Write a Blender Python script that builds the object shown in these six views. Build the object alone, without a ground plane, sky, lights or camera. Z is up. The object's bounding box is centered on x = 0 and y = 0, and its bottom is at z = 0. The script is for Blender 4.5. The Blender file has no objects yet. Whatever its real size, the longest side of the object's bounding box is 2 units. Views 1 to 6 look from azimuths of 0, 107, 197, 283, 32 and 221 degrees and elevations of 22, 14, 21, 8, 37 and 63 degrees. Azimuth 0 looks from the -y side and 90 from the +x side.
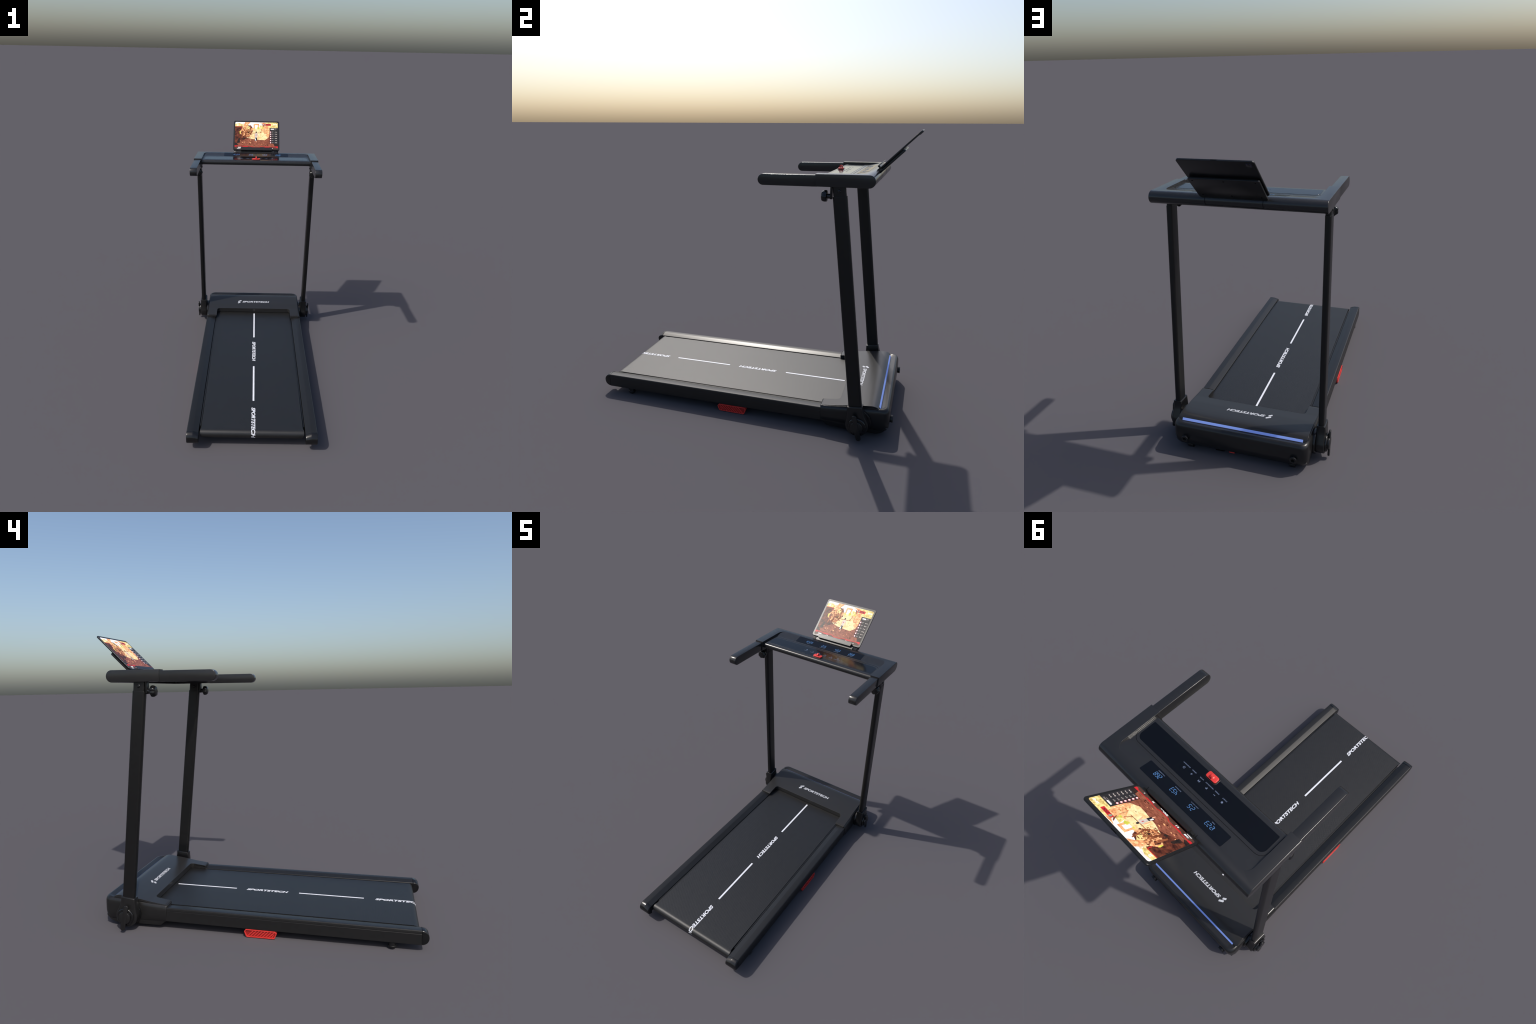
import bpy, bmesh, math, random
from mathutils import Vector, Matrix

random.seed(7)
SC = bpy.context.scene
R = math.radians

# ------------------------------------------------------------------ materials
def node_mat(name, color, rough=0.45, spec=0.5, metal=0.0, coat=0.0, coat_rough=0.05,
             emit=None, emit_strength=0.0, vary=0.10, scale=40.0, grain=0.0, grain_scale=900.0,
             edge=0.0):
    m = bpy.data.materials.new(name)
    m.use_nodes = True
    nt = m.node_tree
    N, L = nt.nodes, nt.links
    b = N["Principled BSDF"]
    tc = N.new("ShaderNodeTexCoord")
    nz = N.new("ShaderNodeTexNoise")
    nz.inputs["Scale"].default_value = scale
    nz.inputs["Detail"].default_value = 3.0
    L.new(tc.outputs["Object"], nz.inputs["Vector"])
    rp = N.new("ShaderNodeValToRGB")
    lo = [max(0.0, c * (1 - vary)) for c in color]
    hi = [min(1.0, c * (1 + vary)) for c in color]
    rp.color_ramp.elements[0].position = 0.3
    rp.color_ramp.elements[1].position = 0.7
    rp.color_ramp.elements[0].color = (*lo, 1)
    rp.color_ramp.elements[1].color = (*hi, 1)
    L.new(nz.outputs["Fac"], rp.inputs["Fac"])
    L.new(rp.outputs["Color"], b.inputs["Base Color"])
    b.inputs["Roughness"].default_value = rough
    b.inputs["Specular IOR Level"].default_value = spec
    b.inputs["Metallic"].default_value = metal
    b.inputs["Coat Weight"].default_value = coat
    b.inputs["Coat Roughness"].default_value = coat_rough
    if emit is not None:
        b.inputs["Emission Color"].default_value = (*emit, 1)
        b.inputs["Emission Strength"].default_value = emit_strength
    normal = None
    if edge > 0:
        bv = N.new("ShaderNodeBevel")
        bv.samples = 10
        bv.inputs["Radius"].default_value = edge
        normal = bv.outputs["Normal"]
    if grain > 0:
        gz = N.new("ShaderNodeTexNoise")
        gz.inputs["Scale"].default_value = grain_scale
        gz.inputs["Detail"].default_value = 2.0
        L.new(tc.outputs["Object"], gz.inputs["Vector"])
        bp = N.new("ShaderNodeBump")
        bp.inputs["Strength"].default_value = grain
        bp.inputs["Distance"].default_value = 0.0005
        L.new(gz.outputs["Fac"], bp.inputs["Height"])
        if normal:
            L.new(normal, bp.inputs["Normal"])
        normal = bp.outputs["Normal"]
    if normal:
        L.new(normal, b.inputs["Normal"])
    return m


def belt_material():
    """Black PVC belt with a fine diamond weave."""
    m = node_mat("belt_weave", (0.0098, 0.0096, 0.0096), rough=0.42, spec=0.55, vary=0.12, scale=25)
    nt = m.node_tree
    N, L = nt.nodes, nt.links
    b = N["Principled BSDF"]
    tc = N.new("ShaderNodeTexCoord")
    outs = []
    for ang in (45, -45):
        mp = N.new("ShaderNodeMapping")
        mp.inputs["Rotation"].default_value = (0, 0, R(ang))
        L.new(tc.outputs["Object"], mp.inputs["Vector"])
        w = N.new("ShaderNodeTexWave")
        w.inputs["Scale"].default_value = 62.0
        L.new(mp.outputs["Vector"], w.inputs["Vector"])
        outs.append(w.outputs["Fac"])
    mul = N.new("ShaderNodeMath")
    mul.operation = "MULTIPLY"
    L.new(outs[0], mul.inputs[0])
    L.new(outs[1], mul.inputs[1])
    bp = N.new("ShaderNodeBump")
    bp.inputs["Strength"].default_value = 0.35
    bp.inputs["Distance"].default_value = 0.0012
    L.new(mul.outputs[0], bp.inputs["Height"])
    L.new(bp.outputs["Normal"], b.inputs["Normal"])
    old = b.inputs["Base Color"].links[0].from_socket
    mx = N.new("ShaderNodeMix")
    mx.data_type = "RGBA"
    mx.blend_type = "MULTIPLY"
    sc = N.new("ShaderNodeValToRGB")
    sc.color_ramp.elements[0].color = (0.80, 0.80, 0.80, 1)
    sc.color_ramp.elements[1].color = (1.35, 1.35, 1.35, 1)
    L.new(mul.outputs[0], sc.inputs["Fac"])
    mx.inputs["Factor"].default_value = 1.0
    L.new(old, mx.inputs["A"])
    L.new(sc.outputs["Color"], mx.inputs["B"])
    L.new(mx.outputs["Result"], b.inputs["Base Color"])
    return m


M = dict(
    plastic=node_mat("satin_black_plastic", (0.0112, 0.0110, 0.0110), rough=0.29, spec=0.45, edge=0.0022),
    shell=node_mat("console_shell_plastic", (0.0165, 0.0164, 0.0168), rough=0.22, spec=0.5, edge=0.0013, vary=0.03),
    steel=node_mat("powder_coated_steel", (0.0070, 0.0069, 0.0069), rough=0.32, spec=0.40, edge=0.0025),
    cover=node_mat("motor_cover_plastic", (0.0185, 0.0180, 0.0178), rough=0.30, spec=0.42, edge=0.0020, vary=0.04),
    rail=node_mat("anodised_rail", (0.0102, 0.0100, 0.0100), rough=0.36, spec=0.45, edge=0.0012),
    cap=node_mat("glossy_end_cap", (0.0062, 0.0062, 0.0065), rough=0.22, edge=0.0025),
    rubber=node_mat("black_rubber", (0.0045, 0.0045, 0.0048), rough=0.45, edge=0.0012),
    grip=node_mat("foam_grip", (0.0150, 0.0149, 0.0153), rough=0.23, spec=0.5, edge=0.0014, vary=0.03),
    black=node_mat("matte_black", (0.0020, 0.0020, 0.0020), rough=0.8, spec=0.1),  # near-black for solid small parts and pieces standing in for gaps
    glass=node_mat("black_glass", (0.0018, 0.0022, 0.0034), rough=0.12, spec=0.32, vary=0.02),
    display=node_mat("display_glass", (0.0020, 0.0026, 0.0042), rough=0.14, spec=0.32, vary=0.02),
    white=node_mat("white_print", (0.66, 0.67, 0.71), rough=0.5, vary=0.03),
    logo=node_mat("pale_print", (0.46, 0.47, 0.50), rough=0.5, vary=0.03),
    label=node_mat("grey_blue_print", (0.13, 0.165, 0.25), rough=0.10, spec=0.4, vary=0.05),
    digit=node_mat("led_digits", (0.07, 0.17, 0.36), rough=0.14, spec=0.4, emit=(0.10, 0.27, 0.62), emit_strength=0.10),
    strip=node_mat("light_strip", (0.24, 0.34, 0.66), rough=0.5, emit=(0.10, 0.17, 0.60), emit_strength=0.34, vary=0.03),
    red=node_mat("red_plastic", (0.60, 0.038, 0.032), rough=0.38, edge=0.0012),
    red_dark=node_mat("red_recess_shade", (0.30, 0.012, 0.010), rough=0.45),  # darker copy of the pedal red, painting shade into the recess
    tablet=node_mat("tablet_body", (0.0070, 0.0070, 0.0074), rough=0.32, edge=0.0012),
    bezel=node_mat("tablet_bezel_glass", (0.0085, 0.0086, 0.0090), rough=0.32, spec=0.5, vary=0.03),
    lens=node_mat("camera_lens", (0.010, 0.006, 0.030), rough=0.10),
    belt=belt_material(),
)

# ------------------------------------------------------------------ objects
def finish(bm, name, mat, parent=None, smooth=38, kind=None):
    bmesh.ops.recalc_face_normals(bm, faces=bm.faces)
    me = bpy.data.meshes.new(name)
    bm.to_mesh(me)
    bm.free()
    for mt in (mat if isinstance(mat, (list, tuple)) else [mat]):
        me.materials.append(mt)
    if smooth:
        me.shade_smooth()
        me.set_sharp_from_angle(angle=R(smooth))
    ob = bpy.data.objects.new(name, me)
    SC.collection.objects.link(ob)
    ob.parent = parent
    if kind:
        ob["kind"] = kind
    return ob


def empty(name, label, category, loc=(0, 0, 0)):
    ob = bpy.data.objects.new(name, None)
    ob.location = loc
    SC.collection.objects.link(ob)
    ob["label"] = label
    ob["category"] = category
    return ob


def fillet(pts, radii, seg=6):
    """Round the corners of a closed 2D polygon."""
    n = len(pts)
    if not isinstance(radii, (list, tuple)):
        radii = [radii] * n
    out = []
    for i in range(n):
        p, a, c = Vector(pts[i]), Vector(pts[i - 1]), Vector(pts[(i + 1) % n])
        r = radii[i]
        d1, d2 = (a - p), (c - p)
        l1, l2 = d1.length, d2.length
        if r <= 0 or l1 < 1e-9 or l2 < 1e-9:
            out.append(tuple(p))
            continue
        d1, d2 = d1 / l1, d2 / l2
        ang = math.acos(max(-1, min(1, d1.dot(d2))))
        if ang > math.pi - 0.02:
            out.append(tuple(p))
            continue
        t = min(r / math.tan(ang / 2), l1 * 0.499, l2 * 0.499)
        rr = t * math.tan(ang / 2)
        cen = p + (d1 + d2).normalized() * (rr / math.sin(ang / 2))
        s, e = p + d1 * t - cen, p + d2 * t - cen
        tot = s.angle_signed(e) if s.length > 1e-9 and e.length > 1e-9 else 0
        a0 = math.atan2(s.y, s.x)
        cr = s.x * e.y - s.y * e.x
        sweep = math.acos(max(-1, min(1, s.dot(e) / (s.length * e.length))))
        sweep = sweep if cr > 0 else -sweep
        for k in range(seg + 1):
            q = a0 + sweep * k / seg
            out.append((cen.x + rr * math.cos(q), cen.y + rr * math.sin(q)))
    return out


def rrect(x0, x1, y0, y1, r, seg=6):
    return fillet([(x0, y0), (x1, y0), (x1, y1), (x0, y1)], r, seg)


AX = {"x": lambda p, t: (t, p[0], p[1]), "y": lambda p, t: (p[0], t, p[1]), "z": lambda p, t: (p[0], p[1], t)}


def prism_bm(poly, axis, a, b, bevel=0.0, seg=2, bm=None):
    f = AX[axis]
    own = bm is None
    nb = bmesh.new()
    va = [nb.verts.new(f(p, a)) for p in poly]
    vb = [nb.verts.new(f(p, b)) for p in poly]
    fa, fb = nb.faces.new(va), nb.faces.new(list(reversed(vb)))
    n = len(poly)
    for i in range(n):
        nb.faces.new((va[i], vb[i], vb[(i + 1) % n], va[(i + 1) % n]))
    bmesh.ops.recalc_face_normals(nb, faces=nb.faces)
    if bevel > 0:
        ed = list(set(fa.edges) | set(fb.edges))
        bmesh.ops.bevel(nb, geom=ed, offset=bevel, segments=seg, profile=0.5, affect="EDGES", clamp_overlap=True)
    if own:
        return nb
    merge(bm, nb)
    return bm


def merge(dst, src):
    me = bpy.data.meshes.new("tmp")
    src.to_mesh(me)
    src.free()
    dst.from_mesh(me)
    bpy.data.meshes.remove(me)


def prism(name, poly, axis, a, b, mat, parent=None, bevel=0.0, seg=2, smooth=38):
    return finish(prism_bm(poly, axis, a, b, bevel, seg), name, mat, parent, smooth)


def circle(cx, cy, r, n=32, ph=0.0):
    return [(cx + r * math.cos(2 * math.pi * k / n + ph), cy + r * math.sin(2 * math.pi * k / n + ph)) for k in range(n)]


def loft_bm(rings, cap=True):
    bm = bmesh.new()
    vs = [[bm.verts.new(p) for p in ring] for ring in rings]
    n = len(vs[0])
    for a, b in zip(vs, vs[1:]):
        for i in range(n):
            bm.faces.new((a[i], a[(i + 1) % n], b[(i + 1) % n], b[i]))
    if cap:
        bm.faces.new(list(reversed(vs[0])))
        bm.faces.new(vs[-1])
    return bm


def sliced_bm(outline, ycuts, ztop, zbot, warp=None):
    """Plan outline raised to a solid whose top and bottom follow z(y)."""
    bm = bmesh.new()
    va = [bm.verts.new((p[0], p[1], 0)) for p in outline]
    vb = [bm.verts.new((p[0], p[1], 1)) for p in outline]
    bm.faces.new(list(reversed(va)))
    bm.faces.new(vb)
    n = len(outline)
    for i in range(n):
        bm.faces.new((va[i], va[(i + 1) % n], vb[(i + 1) % n], vb[i]))
    for y in ycuts:
        bmesh.ops.bisect_plane(bm, geom=bm.verts[:] + bm.edges[:] + bm.faces[:], plane_co=(0, y, 0), plane_no=(0, 1, 0), dist=1e-6)
    for v in bm.verts:
        t = v.co.z
        x, y = v.co.x, v.co.y
        v.co.z = zbot(x, y) * (1 - t) + ztop(x, y) * t
        if warp:
            v.co = warp(Vector((x, y, v.co.z)), t)
    return bm


def lerp_table(tab):
    def f(v):
        if v <= tab[0][0]:
            return tab[0][1]
        for (a, za), (b, zb) in zip(tab, tab[1:]):
            if v <= b:
                return za + (zb - za) * (v - a) / (b - a)
        return tab[-1][1]
    return f


def text_bm(body, width=None, height=None, shear=0.0, bold=0.0, depth=0.0006, slices=0):
    """Built-in font lettering as a thin solid, left-bottom at 0,0."""
    cu = bpy.data.curves.new("letters", "FONT")
    cu.body = body
    cu.size = 1.0
    cu.shear = shear
    cu.offset = bold
    cu.extrude = 0.5
    cu.resolution_u = 4
    ob = bpy.data.objects.new("letters", cu)
    SC.collection.objects.link(ob)
    dg = bpy.context.evaluated_depsgraph_get()
    me = bpy.data.meshes.new_from_object(ob.evaluated_get(dg))
    bpy.data.objects.remove(ob)
    bpy.data.curves.remove(cu)
    bm = bmesh.new()
    bm.from_mesh(me)
    bpy.data.meshes.remove(me)
    xs = [v.co.x for v in bm.verts]
    ys = [v.co.y for v in bm.verts]
    x0, x1, y0, y1 = min(xs), max(xs), min(ys), max(ys)
    sx = width / (x1 - x0) if width else None
    sy = height / (y1 - y0) if height else None
    sx = sx or sy
    sy = sy or sx
    for v in bm.verts:
        v.co = Vector(((v.co.x - x0) * sx, (v.co.y - y0) * sy, (v.co.z + 0.5) * depth))
    if slices:
        w = (x1 - x0) * sx
        for k in range(1, slices):
            bmesh.ops.bisect_plane(bm, geom=bm.verts[:] + bm.edges[:] + bm.faces[:], plane_co=(w * k / slices, 0, 0), plane_no=(1, 0, 0), dist=1e-7)
    return bm


def map_bm(bm, fn):
    for v in bm.verts:
        v.co = Vector(fn(v.co))
    return bm


def boolean(a, b, op):
    md = a.modifiers.new("b", "BOOLEAN")
    md.operation = op
    md.solver = "EXACT"
    md.object = b
    dg = bpy.context.evaluated_depsgraph_get()
    me = bpy.data.meshes.new_from_object(a.evaluated_get(dg))
    a.modifiers.clear()
    old = a.data
    a.data = me
    bpy.data.meshes.remove(old)
    bpy.data.objects.remove(b)


# ================================================================== TREADMILL
mill = empty("treadmill", "black folding treadmill with console, handlebars and red key", "treadmill")
TILT = 0.0095                       # the deck rises gently towards the motor
BELT_Z = lambda y: 0.1217 + TILT * y

# ------------------------------------------------------------------ running belt
ROLL_R, ROLL_Y = 0.0280, -0.9285
ROLL_Z = BELT_Z(ROLL_Y) - ROLL_R
BELT_HW = 0.329


def belt_surface(s, h=0.0):
    """s runs forward (-y) along the top then round the front roller; h lifts off the belt."""
    y = -s
    if y >= ROLL_Y:
        return (y, BELT_Z(y) + h)
    a = (ROLL_Y - y) / ROLL_R
    return (ROLL_Y - (ROLL_R + h) * math.sin(a), ROLL_Z + (ROLL_R + h) * math.cos(a))


prof = [belt_surface(-0.72 + 1.66 * k / 12) for k in range(13)]
prof = [p for p in prof if p[0] > ROLL_Y + 0.01]
prof.append(belt_surface(0.9195))
prof += [belt_surface(-ROLL_Y + ROLL_R * math.pi * k / 20) for k in range(21)]
prof.append((0.72, ROLL_Z - ROLL_R + 0.012))
bm = prism_bm(prof, "x", -BELT_HW, BELT_HW)
for v in bm.verts:
    if v.co.y > -0.925:
        v.co.x *= 0.3235 / BELT_HW
    else:
        k = max(0.0, min(1.0, (0.104 - v.co.z) / 0.045))
        v.co.x *= 1 - 0.055 * k * k
belt = finish(bm, "running_belt", M["belt"], mill)

# lane marks and lettering printed on the belt
LANE_X = 0.0072
for y0, y1 in ((0.604, 0.1907), (-0.2286, -0.6413)):
    bm = bmesh.new()
    n = 12
    for k in range(n):
        a, b = y0 + (y1 - y0) * k / n, y0 + (y1 - y0) * (k + 1) / n
        for hh in (0,):
            pa, pb = belt_surface(-a, 0.0006), belt_surface(-b, 0.0006)
            qa, qb = belt_surface(-a, -0.0005), belt_surface(-b, -0.0005)
            w = 0.0059
            vs = [bm.verts.new(c) for c in ((LANE_X - w, *pa), (LANE_X + w, *pa), (LANE_X + w, *pb), (LANE_X - w, *pb))]
            bm.faces.new(vs)
            us = [bm.verts.new(c) for c in ((LANE_X - w, *qa), (LANE_X + w, *qa), (LANE_X + w, *qb), (LANE_X - w, *qb))]
            for i in range(4):
                bm.faces.new((vs[i], us[i], us[(i + 1) % 4], vs[(i + 1) % 4]))
    finish(bm, "lane_mark", M["white"], belt, smooth=0)

WORD = "SPORTSTECH"
for y0 in (0.1205, -0.7120):
    bm = text_bm(WORD, width=0.2775, height=0.0262, shear=0.22, bold=0.036, depth=0.0011, slices=70)

    def on_belt(c, y0=y0):
        y, z = belt_surface(-y0 + c.x, c.z - 0.0005)
        return (LANE_X - 0.0131 + c.y, y, z)
    finish(map_bm(bm, on_belt), "belt_lettering", M["white"], belt, smooth=0)

prism("deck_filler", [(-0.885, 0.062), (0.66, 0.072), (0.66, 0.112), (-0.885, 0.0975)], "x", -0.3225, 0.3225, M["black"], mill)  # black block added under the belt so the deck is not see-through
for s in (-1, 1):
    prism("deck_edge_strip", [(-0.891, 0.062), (0.62, 0.075), (0.62, BELT_Z(0.62) - 0.0035), (-0.891, BELT_Z(-0.891) - 0.0035)], "x", s * 0.3215, s * 0.3345, M["rubber"], mill)
    prism("deck_edge_filler", [(-0.891, 0.062), (0.62, 0.075), (0.62, BELT_Z(0.62) - 0.0120), (-0.891, BELT_Z(-0.891) - 0.0120)], "x", s * 0.3340, s * 0.3380, M["black"], mill)  # solid black bar standing in for the dark gap beside the rail

# ------------------------------------------------------------------ side rails
RAIL = [(0.4125, 0.0505), (0.4125, 0.1125), (0.4114, 0.1130), (0.4114, 0.1142), (0.4125, 0.1147), (0.4125, 0.1268),
        (0.4112, 0.1315), (0.4075, 0.1340), (0.3740, 0.1348), (0.3695, 0.1336), (0.3385, 0.1230), (0.3372, 0.1210), (0.3372, 0.0960), (0.3500, 0.0505)]


def zshift(y):
    return TILT * y


for s in (-1, 1):
    rings = []
    for y in (-0.960, -0.5, 0.0, 0.56):
        rings.append([(s * x, y, z + zshift(y) + (0.0015 * -y if z < 0.06 else 0)) for x, z in RAIL])
    rail = finish(loft_bm(rings), "side_rail", M["rail"], mill, smooth=30)
    # rounded end cap: the rail section swept through a quarter ellipse
    rings = []
    zb, zt = 0.0505 + zshift(-0.96) + 0.0015, 0.1350 + zshift(-0.96)
    zm = (zb + zt) / 2
    CAPSEC = fillet([(0.4128, 0.0500), (0.4128, 0.1343), (0.3725, 0.1353), (0.3368, 0.1230), (0.3368, 0.0500)], [0.007, 0.007, 0.003, 0.003, 0.005], 4)
    for k in range(13):
        a = R(86) * k / 12
        y = -0.9615 - 0.0385 * math.sin(a)
        c = math.cos(a) ** 0.92
        sh = 1 - 0.06 * (1 - c)
        rings.append([(s * (0.375 + (x - 0.375) * sh), y, zm + (z + zshift(-0.96) - zm) * c) for x, z in CAPSEC])
    cap = finish(loft_bm(rings), "rail_end_cap", M["cap"], rail, smooth=40)
    prism("screw_hole_disc", circle(s * 0.3600, 0.0600, 0.0052, 16), "y", -0.9895, -0.975, M["black"], rail)  # solid black disc in place of a real hole
    # rubber foot under the rail
    rings = [[(s * 0.388 + r * math.cos(2 * math.pi * k / 28), -0.806 + r * math.sin(2 * math.pi * k / 28), z) for k in range(28)]
             for r, z in ((0.006, 0.0), (0.0125, 0.0015), (0.0185, 0.0055), (0.0220, 0.0110), (0.0232, 0.0180), (0.0205, 0.0195), (0.0200, 0.048))]
    finish(loft_bm(rings), "rubber_foot", M["rubber"], rail, smooth=40)

    # red foot pedal with rim and slanted ribs
    PED = [(-0.1445, 0.0008), (0.0240, 0.0008), (0.0365, 0.0340), (0.0270, 0.0478), (-0.1465, 0.0460), (-0.1580, 0.0330)]
    PEDI = [(-0.1410, 0.0058), (0.0195, 0.0058), (0.0305, 0.0335), (0.0240, 0.0428), (-0.1440, 0.0412), (-0.1520, 0.0322)]
    pr = fillet(PED, [0.010, 0.010, 0.006, 0.005, 0.005, 0.006], 4)
    pi = fillet(PEDI, [0.007, 0.007, 0.004, 0.004, 0.004, 0.004], 4)
    bm = bmesh.new()
    xo, xi = s * 0.4150, s * 0.3900
    vo = [bm.verts.new((xo, *p)) for p in pr]
    vi = [bm.verts.new((xo, *p)) for p in pi]
    vd = [bm.verts.new((s * 0.4085, *p)) for p in pi]
    vb = [bm.verts.new((xi, *p)) for p in pr]
    n = len(pr)
    for i in range(n):
        j = (i + 1) % n
        bm.faces.new((vo[i], vo[j], vi[j], vi[i]))
        bm.faces.new((vi[i], vi[j], vd[j], vd[i]))
        bm.faces.new((vo[i], vb[i], vb[j], vo[j]))
    bm.faces.new(vd).material_index = 1  # recess floor takes the painted-in shade red
    bm.faces.new(vb)
    pedal = finish(bm, "foot_pedal", [M["red"], M["red_dark"]], mill, smooth=30)
    bm = bmesh.new()
    k = 0
    y = -0.150
    while y < 0.030:
        q = [(y, 0.0062), (y + 0.0075, 0.0062), (y + 0.0075 - 0.034, 0.0410), (y - 0.034, 0.0410)]
        lim = lambda p: min(0.026 + 0.1 * (p[1] - 0.006), max(-0.146 - 0.1 * (p[1] - 0.006), p[0]))
        q = [(lim(p), p[1]) for p in q]
        if max(p[0] for p in q) - min(p[0] for p in q) > 0.01:
            prism_bm(q, "x", s * 0.4075, s * 0.4138, bm=bm)
        y += 0.0180
    finish(bm, "pedal_ribs", M["red"], pedal, smooth=0, kind="stuff")

# ------------------------------------------------------------------ motor housing
NOTCH_X, NOTCH_Y = 0.3265, 0.628


def u_outline(xo, yf, yb, rb, rf, nx=NOTCH_X, ny=NOTCH_Y, nr=0.022):
    pts = [(-xo, yf), (-nx, yf), (-nx, ny), (nx, ny), (nx, yf), (xo, yf), (xo, yb), (-xo, yb)]
    return fillet(pts, [rf, 0.002, nr, nr, 0.002, rf, rb, rb], 8)


H_TOP = lambda y: 0.1525 + 0.085 * (y - 0.52)
rings = []
for inset, base, t in ((0.060, 0.026, 0.0), (0.030, 0.030, 0.0), (0.012, 0.043, 0.0), (0.003, 0.062, 0.0), (0.0, 0.090, 0.0),
                       (0.0, 0.120, 0.0), (0.0008, 0.0, -0.030), (0.0030, 0.0, -0.018), (0.0075, 0.0, -0.0075), (0.0145, 0.0, -0.0012), (0.0205, 0.0, 0.0), (0.0420, 0.0, -0.0130)):
    yi = inset * (1.0 if base else 1.15)
    o = u_outline(0.4175 - min(inset, 0.030) * 0.85, 0.5195, 0.9325 - yi, 0.043, 0.004, nx=0.3310, ny=0.6350)
    ring = []
    for x, y in o:
        if base:
            z = base if base > 0.07 else base + max(0.0, (0.60 - y)) * (0.28 if base < 0.05 else 0.0)
        else:
            z = H_TOP(y) + t
        ring.append((x, y, z))
    rings.append(ring)
# the rear lip dips into a shallow valley where the cover and light strip sit
bm = loft_bm(rings)
housing = finish(bm, "motor_housing", M["plastic"], mill, smooth=42)
prism("belly_pan", fillet([(0.521, 0.056), (0.566, 0.0215), (0.860, 0.0195), (0.893, 0.0330), (0.9225, 0.0660), (0.880, 0.085), (0.530, 0.085)], [0.004, 0.012, 0.02, 0.02, 0, 0, 0]), "x", -0.4080, 0.4080, M["plastic"], housing, bevel=0.010, seg=3)

COVER = lerp_table([(0.5165, 0.1490), (0.524, 0.1528), (0.63, 0.1672), (0.70, 0.1795), (0.77, 0.1895), (0.805, 0.1937), (0.828, 0.1952), (0.842, 0.1942),
                    (0.853, 0.1912), (0.861, 0.1872), (0.8672, 0.1832), (0.8770, 0.1718), (0.884, 0.1680)])
cuts = [0.5168 + 0.36 * k / 36 for k in range(37)] + [0.828 + 0.004 * k for k in range(1, 14)]


def cover_warp(c, t):
    if t < 0.5 and c.y < NOTCH_Y + 0.004 and abs(c.x) < NOTCH_X + 0.004:
        if c.y > 0.53:
            c.y += 0.000
        c.x += math.copysign(0.010, c.x) if abs(c.x) > NOTCH_X - 0.03 else 0
    return c


bm = sliced_bm(u_outline(0.4015, 0.5165, 0.8835, 0.010, 0.003, nr=0.026), cuts, lambda x, y: COVER(y), lambda x, y: min(0.131, COVER(y) - 0.01), cover_warp)
cover = finish(bm, "motor_cover", M["cover"], mill, smooth=32)
# thin stepped ledge between the cover and the housing wall
for s in (-1, 1):
    bm = sliced_bm([(s * 0.4005, 0.530), (s * 0.4075, 0.530), (s * 0.4075, 0.868), (s * 0.4005, 0.868)], [0.53 + 0.03 * k for k in range(1, 12)],
                   lambda x, y: min(H_TOP(y) + 0.0055, COVER(y) - 0.0035), lambda x, y: H_TOP(y) - 0.01)
    finish(bm, "cover_ledge", M["plastic"], housing, smooth=30)

# light strip along the rear of the cover
bm = sliced_bm([(-0.3755, 0.8676), (0.3755, 0.8676), (0.3755, 0.8770), (-0.3755, 0.8770)], [0.872], lambda x, y: COVER(y) + 0.0008, lambda x, y: COVER(y) - 0.004)
finish(bm, "light_strip", M["strip"], housing, smooth=0)

# lettering and slanted two-bar mark on the cover
def on_cover(x0, y0, h=0.0):
    def f(c):
        y = y0 + c.y
        return (x0 + c.x, y, COVER(y) + c.z - 0.0004 + h)
    return f


finish(map_bm(text_bm(WORD, width=0.2465, height=0.0235, shear=0.22, bold=0.036, depth=0.0011), on_cover(-0.1015, 0.7145)), "cover_lettering", M["logo"], cover, smooth=0)
bm = bmesh.new()
for (ax, ay), (bx, by) in (((-0.1385, 0.7290), (-0.1135, 0.7445)), ((-0.1405, 0.7070), (-0.1230, 0.7180))):
    d = Vector((bx - ax, by - ay)).normalized()
    nrm = Vector((-d.y, d.x)) * 0.0066
    A, B = Vector((ax, ay)), Vector((bx, by))
    poly = fillet([tuple(A - nrm - d * 0.004), tuple(B - nrm + d * 0.001), tuple(B + nrm + d * 0.004), tuple(A + nrm - d * 0.001)], [0.003, 0.005, 0.003, 0.005], 4)
    nb = prism_bm(poly, "z", 0, 0.0011)
    map_bm(nb, on_cover(0, 0))
    merge(bm, nb)
finish(bm, "cover_emblem", M["logo"], cover, smooth=0)

# rear details: adjusting bolts, transport wheels, rocker switch and socket
for s in (-1, 1):
    rings = []
    for r, y in ((0.0205, 0.920), (0.0205, 0.9300), (0.0215, 0.9350), (0.0225, 0.9460), (0.0205, 0.9490), (0.0100, 0.9490), (0.0090, 0.9420)):
        rings.append([(s * 0.3345 + r * math.cos(2 * math.pi * k / 32), y, 0.0945 + r * math.sin(2 * math.pi * k / 32)) for k in range(32)])
    finish(loft_bm(rings), "adjusting_bolt", M["rubber"], housing, smooth=40)
    prism("bolt_socket_plate", circle(s * 0.3345, 0.0945, 0.0088, 6), "y", 0.938, 0.9425, M["black"], housing)  # black hex plate instead of a cut socket opening
    prism("transport_wheel", circle(0.8880, 0.0250, 0.0250, 36), "x", s * 0.3195 - 0.0165, s * 0.3195 + 0.0165, M["rubber"], housing, bevel=0.002)
    prism("wheel_bracket", rrect(s * 0.3195 - 0.023, s * 0.3195 + 0.023, 0.865, 0.908, 0.004), "z", 0.024, 0.060, M["plastic"], housing)
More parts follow.
